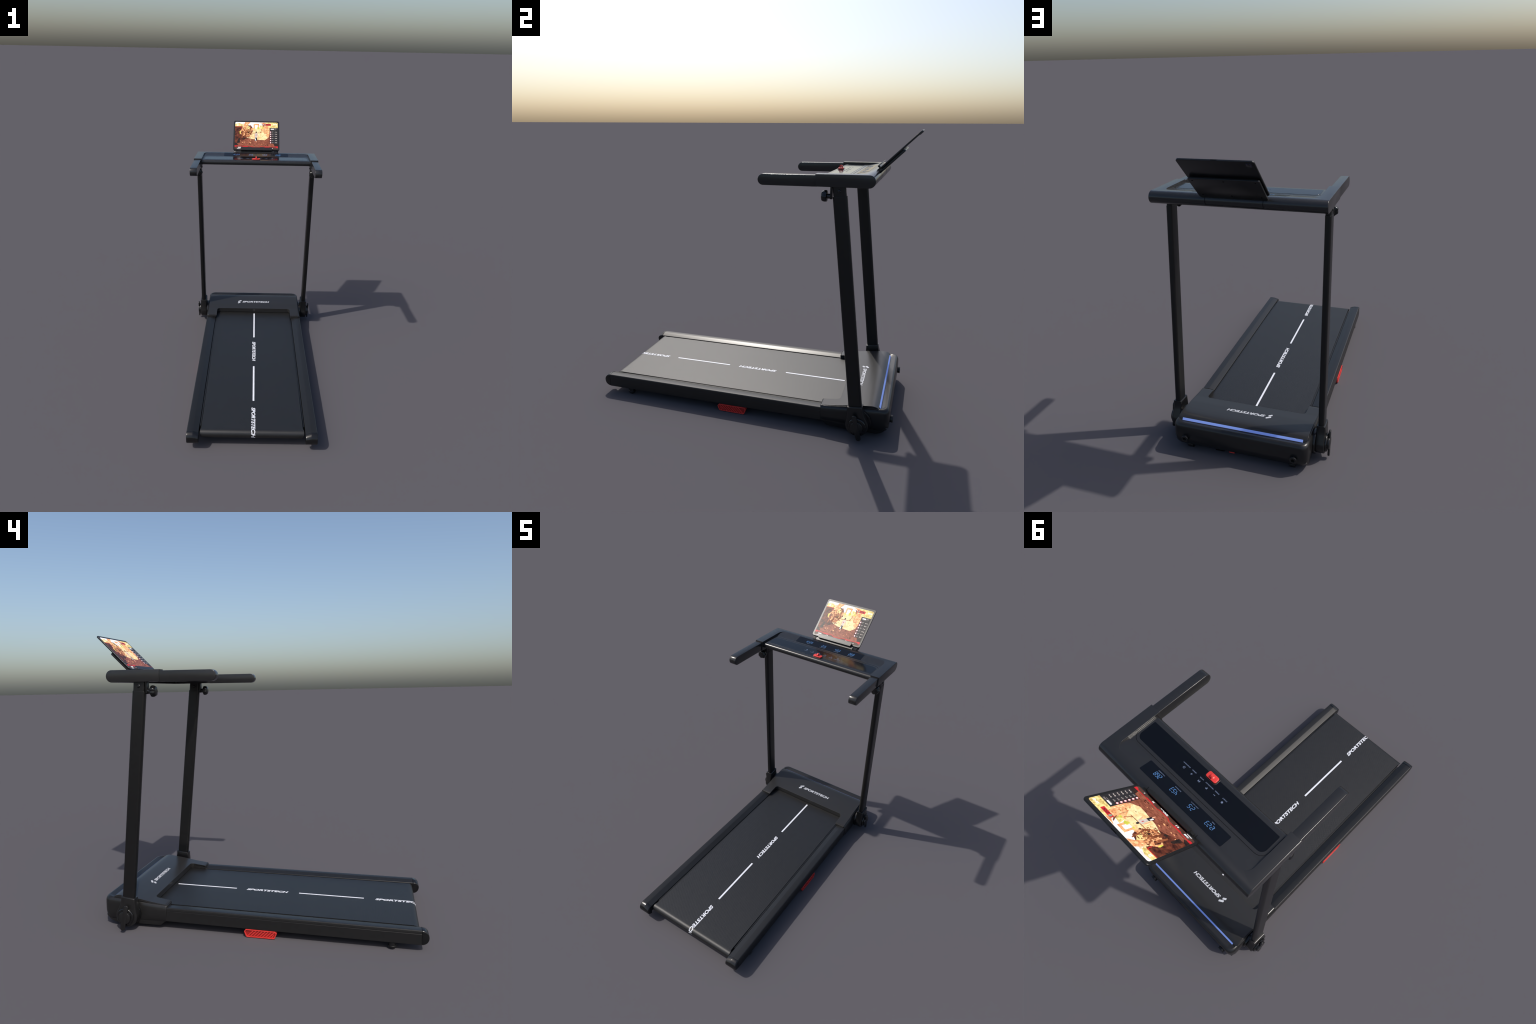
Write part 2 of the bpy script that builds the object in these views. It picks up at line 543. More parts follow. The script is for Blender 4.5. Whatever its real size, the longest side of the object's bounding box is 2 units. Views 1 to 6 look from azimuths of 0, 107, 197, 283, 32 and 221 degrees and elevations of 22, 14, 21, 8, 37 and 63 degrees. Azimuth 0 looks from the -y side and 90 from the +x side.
prism("power_switch", [(0.8880, 0.0150), (0.9120, 0.0270), (0.9120, 0.0480), (0.8880, 0.0450)], "x", 0.034, 0.066, M["red"], housing)
prism("switch_frame", rrect(0.026, 0.074, 0.880, 0.903, 0.003), "z", 0.0235, 0.045, M["black"], housing)
prism("power_socket", rrect(0.100, 0.160, 0.878, 0.904, 0.006), "z", 0.0180, 0.045, M["black"], housing, bevel=0.001)

# ------------------------------------------------------------------ uprights
POST_Y = lambda z: 0.7348 - 0.1106 * (z - 0.215)


def post_ring(xc, z, hx, hy, r):
    return [(xc + p[0], POST_Y(z) + p[1], z + 0.10 * p[1]) for p in rrect(-hx, hx, -hy, hy, r, 7)]


for s in (-1, 1):
    xc = s * 0.4568
    post = finish(loft_bm([post_ring(xc, z, 0.0178, 0.0390, 0.0125) for z in (0.13, 0.5, 1.0, 1.4375)]), "upright_post", M["steel"], mill, smooth=40)
    finish(loft_bm([post_ring(xc, z, 0.0166, 0.0352, 0.0110) for z in (1.40, 1.500)]), "telescopic_insert", M["steel"], post, smooth=40)
    # flange plate and clamp knob under the console
    prism("clamp_flange", fillet([(xc - 0.0165, 1.497), (xc + 0.0165, 1.497), (xc + 0.0165, 1.421), (xc - 0.0165, 1.421)], [0, 0, 0.008, 0.008]), "y", 0.5475, 0.5575, M["steel"], post, bevel=0.001)
    kz = 1.4365
    rings = []
    prof_k = ((0.0138, 0.5500), (0.0138, 0.5320), (0.0165, 0.5305), (0.0265, 0.5295), (0.0300, 0.5265), (0.0312, 0.5180), (0.0300, 0.5080), (0.0255, 0.5010), (0.0190, 0.4985), (0.0100, 0.4978))
    for r, y in prof_k:
        ring = []
        for k in range(56):
            a = 2 * math.pi * k / 56
            lob = 1 + (0.055 * math.cos(7 * a) if r > 0.022 else 0)
            ring.append((xc + r * lob * math.cos(a), y, kz + r * lob * math.sin(a)))
        rings.append(ring)
    finish(loft_bm(rings), "clamp_knob", M["cap"], post, smooth=40)
    # cross pin with a button head on each face of the post
    for side in (-1, 1):
        x0 = xc + side * 0.0150
        x1 = xc + side * (0.0215 if side == s else 0.0245)
        rings = []
        for r, t in ((0.0095, 0), (0.0095, 0.55), (0.0075, 0.9), (0.0035, 1.0), (0.0030, 0.75)):
            rings.append([(x0 + (x1 - x0) * t, POST_Y(1.466) + r * math.cos(2 * math.pi * k / 20), 1.466 + r * math.sin(2 * math.pi * k / 20)) for k in range(20)])
        finish(loft_bm(rings), "cross_pin", M["cap"], post, smooth=40)

    # pivot bracket: socket above, round boss below
    cy, cz, cr = 0.7500, 0.0970, 0.0670
    outline = [(0.6905, 0.2105), (0.6905, 0.1850)]
    for k in range(29):
        a = R(158) + R(360 - 136) * k / 28
        outline.append((cy + cr * math.cos(a), cz + cr * math.sin(a)))
    outline += [(0.7890, 0.1650), (0.7800, 0.1950), (0.7785, 0.2220)]
    bracket = prism("pivot_bracket", outline, "x", s * 0.4305, s * 0.4832, M["plastic"], mill, bevel=0.0065, seg=3)
    prism("pivot_disc", circle(cy + 0.006, cz, 0.0740, 48), "x", s * 0.4120, s * 0.4310, M["cap"], bracket, bevel=0.002)
    prism("dial_ring", circle(0.7530, cz, 0.0535, 48), "x", s * 0.4800, s * 0.4950, M["cap"], bracket, bevel=0.006, seg=3)
    # locking dial: disc with a long rounded lever through it
    prism("locking_dial", circle(0.7520, cz - 0.001, 0.0375, 40), "x", s * 0.4930, s * 0.5080, M["plastic"], bracket, bevel=0.003)
    ang = math.atan2(0.156, -0.0355)
    lever = []
    for k in range(24):
        a = 2 * math.pi * k / 24
        lx = 0.0150 * math.sin(a)
        ly = (0.066 if math.cos(a) > 0 else -0.066) + 0.0150 * math.cos(a)
        d, nn = Vector((math.cos(ang), math.sin(ang))), Vector((math.sin(ang), -math.cos(ang)))
        q = d * ly + nn * lx
        lever.append((0.7520 + q.x, 0.0955 + q.y))
    prism("dial_lever", lever, "x", s * 0.4975, s * 0.5092, M["plastic"], bracket, bevel=0.003)

# ------------------------------------------------------------------ console
ZT, ZB = 1.5575, 1.4885
CX = 0.4875
arc_c, arc_r = 0.7530, (ZT - ZB) / 2
dprof = [(0.4670, ZB), (0.4670, ZT - 0.0015), (arc_c, ZT)]
dprof += [(arc_c + arc_r * math.sin(R(180) * k / 24), (ZT + ZB) / 2 + arc_r * math.cos(R(180) * k / 24)) for k in range(1, 25)]
console = prism("console", dprof, "x", -CX, CX, M["shell"], mill, bevel=0.003, seg=3)
FLOOR = 1.5428
SLOPE = lambda y: FLOOR + 0.2020 * max(0.0, y - 0.6530)
cut_prof = [(0.40, 1.45), (0.4960, 1.4500), (0.4960, 1.5050), (0.4900, 1.5062), (0.4845, 1.5100), (0.4812, 1.5160), (0.4800, 1.5230), (0.4810, 1.5310), (0.4840, 1.5365), (0.4890, 1.5400), (0.4930, 1.5420), (0.4980, FLOOR),
            (0.6480, FLOOR), (0.6530, FLOOR + 0.0003), (0.6580, SLOPE(0.6580)), (0.7275, SLOPE(0.7275)), (0.7275, 1.62), (0.40, 1.62)]
cutter = prism("cutter", cut_prof, "x", -0.60, 0.60, M["shell"])
plan = prism("cutter_plan", fillet([(-0.4265, 0.35), (0.4265, 0.35), (0.4265, 0.7320), (-0.4265, 0.7320)], [0, 0, 0.052, 0.052], 14), "z", 1.40, 1.66, M["shell"])
boolean(cutter, plan, "INTERSECT")
boolean(console, cutter, "DIFFERENCE")
hollow = prism("cutter_hollow", fillet([(-0.4262, 0.30), (0.4262, 0.30), (0.4262, 0.7300), (-0.4262, 0.7300)], [0, 0, 0.01, 0.01], 4), "z", 1.40, 1.5052, M["shell"])
boolean(console, hollow, "DIFFERENCE")
console.data.materials.clear()
console.data.materials.append(M["shell"])
console.data.shade_smooth()
console.data.set_sharp_from_angle(angle=R(30))

# glossy key panel let into the floor and its surrounding seam
panel_out = fillet([(-0.4075, 0.5135), (0.4075, 0.5135), (0.4075, 0.6225), (-0.4075, 0.6225)], [0.006, 0.006, 0.030, 0.030], 8)
prism("key_panel", panel_out, "z", FLOOR - 0.004, FLOOR + 0.0009, M["glass"], mill, bevel=0.0003, seg=1)


def ribbon(pts, w, z):
    bm = bmesh.new()
    pv = [Vector(p) for p in pts]
    rows = []
    for i, p in enumerate(pv):
        a, b = pv[max(0, i - 1)], pv[min(len(pv) - 1, i + 1)]
        d = (b - a).normalized()
        nn = Vector((-d.y, d.x)) * w
        rows.append([bm.verts.new((*(p + nn), z + 0.0004)), bm.verts.new((*(p - nn), z + 0.0004)), bm.verts.new((*(p - nn), z - 0.001)), bm.verts.new((*(p + nn), z - 0.001))])
    for a, b in zip(rows, rows[1:]):
        for i in range(4):
            bm.faces.new((a[i], a[(i + 1) % 4], b[(i + 1) % 4], b[i]))
    return bm


loop = fillet([(-0.4225, 0.4995), (0.4225, 0.4995), (0.4225, 0.6390), (-0.4225, 0.6390)], [0, 0, 0.045, 0.045], 10)
finish(ribbon(loop[1:] + loop[:1], 0.0009, FLOOR), "panel_seam", M["black"], console, smooth=0)

# read-out window on the slope
prism_d = prism_bm(fillet([(-0.2620, 0.6580), (0.2620, 0.6580), (0.2620, 0.7235), (-0.2620, 0.7235)], 0.005, 4), "z", -0.003, 0.0010)
map_bm(prism_d, lambda c: (c.x, c.y, SLOPE(c.y) + c.z))
window = finish(prism_d, "readout_window", M["display"], mill, smooth=0)

SEG = {"0": "abcdef", "1": "bc", "2": "abged", "3": "abgcd", "4": "fgbc", "5": "afgcd", "6": "afgedc", "7": "abc", "8": "abcdefg", "9": "abcdfg"}


def digit_bm(bm, ch, x0, y0, w, h):
    t = h * 0.105
    m = h / 2

    def bar(ax, ay, bx, by):
        d = Vector((bx - ax, by - ay)).normalized()
        nn = Vector((-d.y, d.x)) * t * 0.5
        A, B = Vector((ax, ay)) + d * t * 0.25, Vector((bx, by)) - d * t * 0.25
        poly = [A, A + d * t * 0.5 - nn, B - d * t * 0.5 - nn, B, B - d * t * 0.5 + nn, A + d * t * 0.5 + nn]
        poly = [(x0 + p.x + 0.10 * p.y, y0 + p.y) for p in poly]
        nb = prism_bm(poly, "z", 0.0006, 0.0016)
        map_bm(nb, lambda c: (c.x, c.y, SLOPE(c.y) + c.z))
        merge(bm, nb)
    P = dict(a=(0, h, w, h), b=(w, h, w, m), c=(w, m, w, 0), d=(0, 0, w, 0), e=(0, m, 0, 0), f=(0, h, 0, m), g=(0, m, w, m))
    if ch in ".:":
        for yy in ((h * 0.1,) if ch == "." else (h * 0.3, h * 0.7)):
            nb = prism_bm(rrect(x0, x0 + t, y0 + yy - t / 2, y0 + yy + t / 2, 0), "z", 0.0006, 0.0016)
            map_bm(nb, lambda c: (c.x, c.y, SLOPE(c.y) + c.z))
            merge(bm, nb)
        return
    for k in SEG[ch]:
        bar(*P[k])


def readout(text, x0, x1):
    bm = bmesh.new()
    units = sum({"1": 0.45, ".": 0.28, ":": 0.30}.get(c, 1.0) for c in text)
    step = (x1 - x0) / units
    x = x0
    for c in text:
        u = {"1": 0.45, ".": 0.28, ":": 0.30}.get(c, 1.0) * step
        w = step * 0.70
        digit_bm(bm, c, x - (w - u + step * 0.2 if c == "1" else 0), 0.6785, w, 0.0200)
        x += u
    finish(bm, "readout_digits", M["digit"], window, smooth=0, kind="stuff")


readout("12:23", -0.1870, -0.1340)
readout("2.5", -0.0580, -0.0225)
readout("4.53", 0.0490, 0.0910)
readout("268", 0.1590, 0.2010)


def label(text, x0, x1, y, h, zf, mat, parent, name, bold=0.0, shear=0.0):
    bm = text_bm(text, width=x1 - x0, height=h, depth=0.0008, bold=bold, shear=shear)
    map_bm(bm, lambda c: (x0 + c.x, y + c.y, zf(y + c.y) + 0.0005 + c.z))
    finish(bm, name, mat, parent, smooth=0)


for t, a, b in (("TIME", -0.1720, -0.1535), ("SPEED (KM/H)", -0.0665, -0.0210), ("DISTANCE", 0.0470, 0.0845), ("CALORIES", 0.1550, 0.1970)):
    label(t, a, b, 0.6668, 0.0036, SLOPE, M["label"], window, "readout_label", bold=0.02)

keyp = [o for o in bpy.data.objects if o.name.startswith("key_panel")][0]
PZ = lambda y: FLOOR + 0.0004
for t, a, b in (("START", -0.1310, -0.1025), ("SPEED", -0.0808, -0.0542), ("PROGRAM", -0.0440, 0.0050), ("MODE", 0.0197, 0.0425), ("SPEED", 0.0678, 0.0936), ("START/STOP", 0.1076, 0.1525)):
    label(t, a, b, 0.5580, 0.0044, PZ, M["label"], keyp, "key_label", bold=0.02)
for t, x in (("P", -0.0178), ("M", 0.0314)):
    w = 0.0090 if t == "P" else 0.0112
    label(t, x - w / 2, x + w / 2, 0.5730, 0.0095, PZ, M["label"], keyp, "key_symbol", bold=0.035)


def sym(polys, name="key_symbol"):
    bm = bmesh.new()
    for p in polys:
        prism_bm(p, "z", FLOOR + 0.0006, FLOOR + 0.0016, bm=bm)
    finish(bm, name, M["label"], keyp, smooth=0)


sym([rrect(-0.0722, -0.0622, 0.5758, 0.5782, 0)])
sym([rrect(0.0763, 0.0863, 0.5762, 0.5784, 0), rrect(0.0802, 0.0824, 0.5723, 0.5760, 0), rrect(0.0802, 0.0824, 0.5786, 0.5823, 0)])
sym([circle(-0.1166, 0.5772, 0.0050, 20)])
ringp = []
for k in range(16):
    a0, a1 = 2 * math.pi * k / 16, 2 * math.pi * (k + 1) / 16
    ringp.append([(0.1300 + r * math.cos(a), 0.5780 + r * math.sin(a)) for r, a in ((0.0038, a0), (0.0056, a0), (0.0056, a1), (0.0038, a1))])
sym(ringp)

# red safety key with a pull loop
prism("key_shadow_plate", rrect(-0.0360, 0.0360, 0.5040, 0.5445, 0.009), "z", FLOOR - 0.002, FLOOR + 0.0016, M["plastic"], console, bevel=0.0006, seg=1)  # dark plate drawing the shadow around the base of the key
safety = prism("safety_key", rrect(-0.0310, 0.0310, 0.5080, 0.5400, 0.0085, 8), "z", FLOOR + 0.0015, FLOOR + 0.0100, M["red"], mill, bevel=0.0022, seg=3)
bm = bmesh.new()
zc = FLOOR + 0.0140
rings = []
for k in range(25):
    a = R(-50) + R(280) * k / 24
    rings.append([(px, 0.5240 + (0.0085 + pr_) * math.cos(a), zc + (0.0085 + pr_) * math.sin(a)) for px, pr_ in ((-0.005, -0.0028), (0.005, -0.0028), (0.005, 0.0030), (-0.005, 0.0030))])
finish(loft_bm(rings), "key_loop", M["red"], safety, smooth=40)
# soft cone under the loop
rings = [[(rx * math.cos(2 * math.pi * k / 24), 0.5240 + ry * math.sin(2 * math.pi * k / 24), z) for k in range(24)]
         for rx, ry, z in ((0.0125, 0.0125, FLOOR + 0.0090), (0.0085, 0.0095, FLOOR + 0.0108), (0.0055, 0.0075, FLOOR + 0.0130))]
finish(loft_bm(rings), "key_stem", M["red"], safety, smooth=40)

# seams of the rear hinge lid
bm = bmesh.new()
for x in (-0.1570, 0.1590):
    path = [(arc_c + (arc_r + 0.0004) * math.sin(R(a)), (ZT + ZB) / 2 + (arc_r + 0.0004) * math.cos(R(a))) for a in range(0, 126, 6)]
    inner = [(arc_c + (arc_r - 0.002) * math.sin(R(a)), (ZT + ZB) / 2 + (arc_r - 0.002) * math.cos(R(a))) for a in range(125, -1, -6)]
    prism_bm(path + inner, "x", x - 0.0012, x + 0.0012, bm=bm)
a = R(124)
prism_bm([(arc_c + (arc_r + q) * math.sin(a + e), (ZT + ZB) / 2 + (arc_r + q) * math.cos(a + e)) for q, e in ((0.0004, -0.02), (0.0004, 0.02), (-0.002, 0.02), (-0.002, -0.02))], "x", -0.1570, 0.1590, bm=bm)
finish(bm, "hinge_lid_seam", M["black"], console, smooth=0)

# handlebars
for s in (-1, 1):
    zb, zt = 1.4872, 1.5490
    r = (zt - zb) / 2
    prof_h = [(0.4760, zt), (0.4760, zb)]
    prof_h += [(0.1725 - r * math.sin(R(180) * k / 24), (zt + zb) / 2 - r * math.cos(R(180) * k / 24)) for k in range(25)]
    prof_h = [(y, z + 0.006 * (y - 0.467)) for y, z in prof_h]
    bm = prism_bm(prof_h, "x", s * 0.4315, s * 0.4825, bevel=0.0028, seg=3)
    finish(bm, "handlebar", M["grip"], mill)

# ------------------------------------------------------------------ tablet holder and tablet
LEAN = R(44.2)
EV = Vector((0, math.cos(LEAN), math.sin(LEAN)))
EN = Vector((0, -math.sin(LEAN), math.cos(LEAN)))
T0 = Vector((0, 0.7762, 1.5740))


def tab(c):
    return Vector((c.x, 0, 0)) + T0 + EV * c.y + EN * c.z


holder_out = fillet([(-0.1860, -0.0330), (0.1860, -0.0330), (0.1860, 0.1655), (-0.1860, 0.1655)], [0.036, 0.036, 0.012, 0.012], 8)
holder = finish(map_bm(prism_bm(holder_out, "z", -0.0265, -0.0140, bevel=0.0025), tab), "tablet_holder", M["plastic"], mill)
finish(map_bm(prism_bm(fillet([(-0.1780, -0.0220), (0.1780, -0.0220), (0.1780, 0.1600), (-0.1780, 0.1600)], 0.012, 6), "z", -0.0150, -0.0096, bevel=0.001), tab), "holder_front_plate", M["plastic"], holder)
bm = prism_bm(rrect(-0.1300, 0.1300, -0.0125, -0.0015, 0.002), "z", -0.0150, 0.0165)
finish(map_bm(bm, tab), "holder_shelf", M["plastic"], holder)
bm = prism_bm(rrect(-0.1300, 0.1300, -0.0060, 0.0165, 0.003), "z", 0.0135, 0.0170)
finish(map_bm(bm, tab), "holder_lip", M["bezel"], holder)
bm = prism_bm(rrect(-0.1480, 0.1480, -0.0340, -0.0080, 0.003), "z", -0.0200, 0.0020)
finish(map_bm(bm, tab), "holder_hinge", M["plastic"], holder)
screw_me = None
for x, v in ((-0.163, 0.148), (0.0, 0.148), (0.163, 0.148), (-0.158, 0.012), (0.0, 0.012), (0.158, 0.012)):
    if screw_me is None:
        ob = finish(map_bm(prism_bm(circle(0, 0, 0.0042, 14), "z", -0.0268, -0.024), lambda c: EV * c.y + EN * c.z + Vector((c.x, 0, 0))), "holder_screw", M["black"], holder)
        screw_me = ob.data
    else:
        ob = bpy.data.objects.new("holder_screw", screw_me)
        SC.collection.objects.link(ob)
        ob.parent = holder
    ob.location = T0 + EV * v + Vector((x, 0, 0))

TW, TL, TT = 0.1945, 0.3020, 0.0092
tablet = empty("tablet_computer", "thin dark tablet showing a colourful desert running game", "tablet")
body = finish(map_bm(prism_bm(fillet([(-TW, 0), (TW, 0), (TW, TL), (-TW, TL)], 0.0150, 8), "z", -TT, -0.0006, bevel=0.0022, seg=3), tab), "tablet_body", M["tablet"], tablet)
finish(map_bm(prism_bm(fillet([(-TW + 0.001, 0.001), (TW - 0.001, 0.001), (TW - 0.001, TL - 0.001), (-TW + 0.001, TL - 0.001)], 0.0140, 8), "z", -0.002, 0.0, bevel=0.0004, seg=1), tab), "tablet_bezel", M["bezel"], tablet)
finish(map_bm(prism_bm(rrect(-0.1840, -0.1500, TL - 0.040, TL - 0.008, 0.008), "z", -TT - 0.0022, -TT + 0.001, bevel=0.0008), tab), "camera_bump", M["tablet"], tablet)
for x, v in ((-0.1580, TL - 0.0165), (-0.1755, TL - 0.0165), (-0.1750, TL - 0.0310)):
    finish(map_bm(prism_bm(circle(x, v, 0.0062, 20), "z", -TT - 0.0030, -TT, bevel=0.0005), tab), "camera_lens", M["lens"], tablet)
finish(map_bm(prism_bm(rrect(-0.016, 0.016, -0.0072, -0.0025, 0.002), "y", TL - 0.001, TL + 0.0004), tab), "top_button", M["black"], tablet)

# ---- lit picture: flat pieces in the screen's own coordinates (px,py as fractions of width and height)
SW, SV0, SV1 = 0.1818, 0.0110, 0.2870


def screen_mat(name, color, color2=None, scale=60.0, lit=0.52, detail=4.0, stretch=(1, 1, 1), k=(0.35, 0.65), gain=0.60):
    c2 = color2 or color
    m = bpy.data.materials.new(name)
    m.use_nodes = True
    nt = m.node_tree
    N, L = nt.nodes, nt.links
    b = N["Principled BSDF"]
    tc = N.new("ShaderNodeTexCoord")
    mp = N.new("ShaderNodeMapping")
    mp.inputs["Scale"].default_value = stretch
    nz = N.new("ShaderNodeTexNoise")
    nz.inputs["Scale"].default_value = scale
    nz.inputs["Detail"].default_value = detail
    rp = N.new("ShaderNodeValToRGB")
    rp.color_ramp.elements[0].position, rp.color_ramp.elements[1].position = k
    rp.color_ramp.elements[0].color = (*color, 1)
    rp.color_ramp.elements[1].color = (*c2, 1)
    L.new(tc.outputs["Object"], mp.inputs["Vector"])
    L.new(mp.outputs["Vector"], nz.inputs["Vector"])
    L.new(nz.outputs["Fac"], rp.inputs["Fac"])
    mu = N.new("ShaderNodeMix")
    mu.data_type = "RGBA"
    mu.blend_type = "MULTIPLY"
    mu.inputs["Factor"].default_value = 1.0
    mu.inputs["B"].default_value = (gain, gain, gain, 1)
    L.new(rp.outputs["Color"], mu.inputs["A"])
    L.new(mu.outputs["Result"], b.inputs["Base Color"])
    L.new(rp.outputs["Color"], b.inputs["Emission Color"])
    b.inputs["Emission Strength"].default_value = lit
    b.inputs["Roughness"].default_value = 0.32
    b.inputs["Specular IOR Level"].default_value = 0.20
    return m


P = dict(
    earth=screen_mat("picture_earth", (0.17, 0.048, 0.027), (0.33, 0.105, 0.062), 70, stretch=(0.6, 1.6, 1.6)),
    shade=screen_mat("picture_shaded_rock", (0.036, 0.010, 0.008), (0.20, 0.052, 0.026), 55, k=(0.35, 0.70)),
    dark=screen_mat("picture_dark_rock", (0.012, 0.010, 0.010), (0.035, 0.020, 0.016), 60),
    sky=screen_mat("picture_sky", (0.95, 0.94, 0.92), (1.0, 1.0, 1.0), 20),
    rock=screen_mat("picture_sunlit_rock", (0.58, 0.195, 0.070), (0.96, 0.50, 0.235), 75, k=(0.30, 0.62)),
    sand=screen_mat("picture_sand", (0.84, 0.46, 0.19), (1.0, 0.78, 0.42), 48, k=(0.30, 0.60)),
    gold=screen_mat("picture_dry_grass", (0.46, 0.31, 0.075), (0.94, 0.74, 0.30), 90, k=(0.32, 0.58)),
    crack=screen_mat("picture_crack", (0.16, 0.045, 0.02), (0.32, 0.10, 0.04), 60),
    hud=screen_mat("picture_overlay", (0.020, 0.020, 0.022), (0.034, 0.030, 0.034), 20),
    hudb=screen_mat("picture_footer", (0.055, 0.030, 0.024), (0.11, 0.055, 0.040), 45),
    red=screen_mat("picture_red", (0.52, 0.018, 0.024), (0.58, 0.024, 0.030), 20),
    ink=screen_mat("picture_white_ink", (0.92, 0.92, 0.92), (0.98, 0.98, 0.98), 20),
    grey=screen_mat("picture_shirt", (0.42, 0.36, 0.33), (0.62, 0.55, 0.50), 60),
    skin=screen_mat("picture_skin", (0.75, 0.36, 0.22), (0.80, 0.42, 0.26), 40),
    navy=screen_mat("picture_black_cloth", (0.010, 0.010, 0.014), (0.022, 0.020, 0.026), 50),
    leaf=screen_mat("picture_leaf", (0.50, 0.50, 0.06), (0.80, 0.72, 0.12), 60),
    teal=screen_mat("picture_globe", (0.10, 0.20, 0.26), (0.42, 0.40, 0.16), 160),
)


def sp(px, py):
    """picture pixel (as seen head on) -> tablet plane"""
    return ((px - 215.0) / 1830.0 * 2 * SW - SW, SV0 + (1319.0 - py) / 1144.0 * (SV1 - SV0))


screen_poly = fillet([(-SW, SV0), (SW, SV0), (SW, SV1), (-SW, SV1)], 0.0105, 8)
screen = finish(map_bm(prism_bm(screen_poly, "z", -0.001, 0.00010), tab), "screen", P["earth"], tablet, smooth=0)


def clip(p):
    return (max(-SW + 0.0002, min(SW - 0.0002, p[0])), max(SV0 + 0.0002, min(SV1 - 0.0002, p[1])))


def corner(p):
    """keep pieces inside the rounded corners of the screen"""
    r = 0.0105
    x, v = clip(p)
    cx, cv = SW - r, None
    if abs(x) > cx:
        if v > SV1 - r:
            cv = SV1 - r
        elif v < SV0 + r:
            cv = SV0 + r
    if cv is not None:
        d = Vector((abs(x) - cx, v - cv))
        if d.length > r - 0.0003:
            d = d.normalized() * (r - 0.0003)
            x, v = math.copysign(cx + d.x, x), cv + d.y
    return (x, v)


def resample(poly, step=0.004):
    out = []
    for i, p in enumerate(poly):
        a, b = Vector(p), Vector(poly[(i + 1) % len(poly)])
        n = max(1, int((b - a).length / step))
        out += [tuple(a.lerp(b, k / n)) for k in range(n)]
    return out


def rough(poly, amp, seed, step=0.0035):
    rnd = random.Random(seed)
    return [(p[0] + rnd.uniform(-amp, amp), p[1] + rnd.uniform(-amp, amp)) for p in resample(poly, step)]


def piece(name, polys, layer, mat, jag=0.0, edge=True):
    bm = bmesh.new()
    for i, poly in enumerate(polys):
        q = [sp(*p) for p in poly]
        q = rough(q, jag, len(name) * 31 + i * 7 + layer) if jag else resample(q, 0.003)
        q = [corner(p) for p in q]
        nb = prism_bm(q, "z", 0.0, 0.00012 + 0.00004 * layer)
        bmesh.ops.triangulate(nb, faces=nb.faces[:])
        merge(bm, nb)
    return finish(map_bm(bm, tab), name, mat, screen, smooth=0)


def box(a, b, c, d):
    return [(a, b), (c, b), (c, d), (a, d)]


def blob(x, y, rx, ry, n=20):
    return [(x + rx * math.cos(2 * math.pi * k / n), y + ry * math.sin(2 * math.pi * k / n)) for k in range(n)]


piece("picture_sky", [[(200, 160), (2060, 160), (2060, 520), (200, 520)]], 1, P["sky"])
piece("picture_cliff", [[(200, 350), (520, 330), (760, 300), (900, 330), (1000, 480), (960, 640), (840, 850), (680, 900), (400, 1060), (200, 1130)]], 2, P["shade"], 0.0012)
piece("picture_grass_bank", [[(1240, 300), (1420, 320), (1500, 180), (2060, 160), (2060, 560), (1640, 640), (1300, 460)], [(215, 250), (380, 225), (540, 270), (560, 330), (500, 370), (215, 372)],
                             [(560, 400), (760, 320), (850, 380), (880, 440), (720, 520), (600, 500)]], 3, P["gold"], 0.0012)
piece("picture_trail", [[(940, 420), (1250, 420), (1480, 470), (1640, 560), (1690, 700), (1640, 830), (1490, 942), (1180, 925), (930, 895), (700, 830), (880, 720), (1000, 560)]], 4, P["sand"], 0.0007)
piece("picture_rock_wall", [[(1300, 470), (1440, 380), (1420, 250), (1250, 185), (1500, 185), (1560, 300), (1690, 430), (1690, 720), (1600, 860), (1540, 760), (1430, 600)],
                            [(640, 178), (870, 178), (770, 290), (700, 430), (680, 560), (610, 745), (575, 735), (590, 580), (505, 540), (470, 640), (500, 710), (440, 690), (412, 600), (450, 540), (510, 470), (570, 290)],
                            [(700, 470), (830, 480), (800, 560), (770, 720), (700, 740), (720, 600)], [(880, 440), (1000, 430), (1000, 500), (900, 560)]], 5, P["rock"], 0.0009)
piece("picture_gate", [box(1005, 240, 1240, 300), box(1005, 295, 1062, 470), box(1180, 295, 1240, 470)], 6, P["rock"], 0.0005)
piece("picture_gate_opening", [box(1062, 302, 1180, 450)], 6, P["sky"])
piece("picture_shrub", [blob(1040, 465, 36, 20), blob(1195, 465, 30, 18), blob(430, 620, 22, 60), blob(1210, 420, 60, 40), blob(1400, 430, 40, 26)], 7, P["leaf"], 0.0010)
piece("picture_shadow", [[(700, 540), (770, 520), (820, 500), (850, 620), (760, 670), (700, 640)], [(840, 290), (870, 290), (900, 480), (930, 580), (880, 560), (850, 440)], [(520, 560), (560, 560), (560, 760), (540, 870), (500, 860)],
                         [(900, 640), (1360, 622), (1360, 636), (900, 660)], [(800, 720), (940, 712), (940, 724), (760, 740)], [(680, 790), (850, 770), (850, 800), (700, 830)], [(640, 600), (690, 580), (700, 760), (650, 800)],
                         [(1330, 540), (1350, 470), (1370, 480), (1310, 640), (1290, 620)], [(1460, 480), (1472, 480), (1468, 640), (1458, 640)], [(1380, 250), (1430, 300), (1450, 380), (1430, 380), (1395, 310), (1330, 240)],
                         blob(1550, 650, 14, 10), blob(1550, 585, 18, 6), blob(1550, 740, 20, 6), blob(1400, 775, 18, 9), blob(800, 385, 40, 14)], 7, P["crack"], 0.0006)
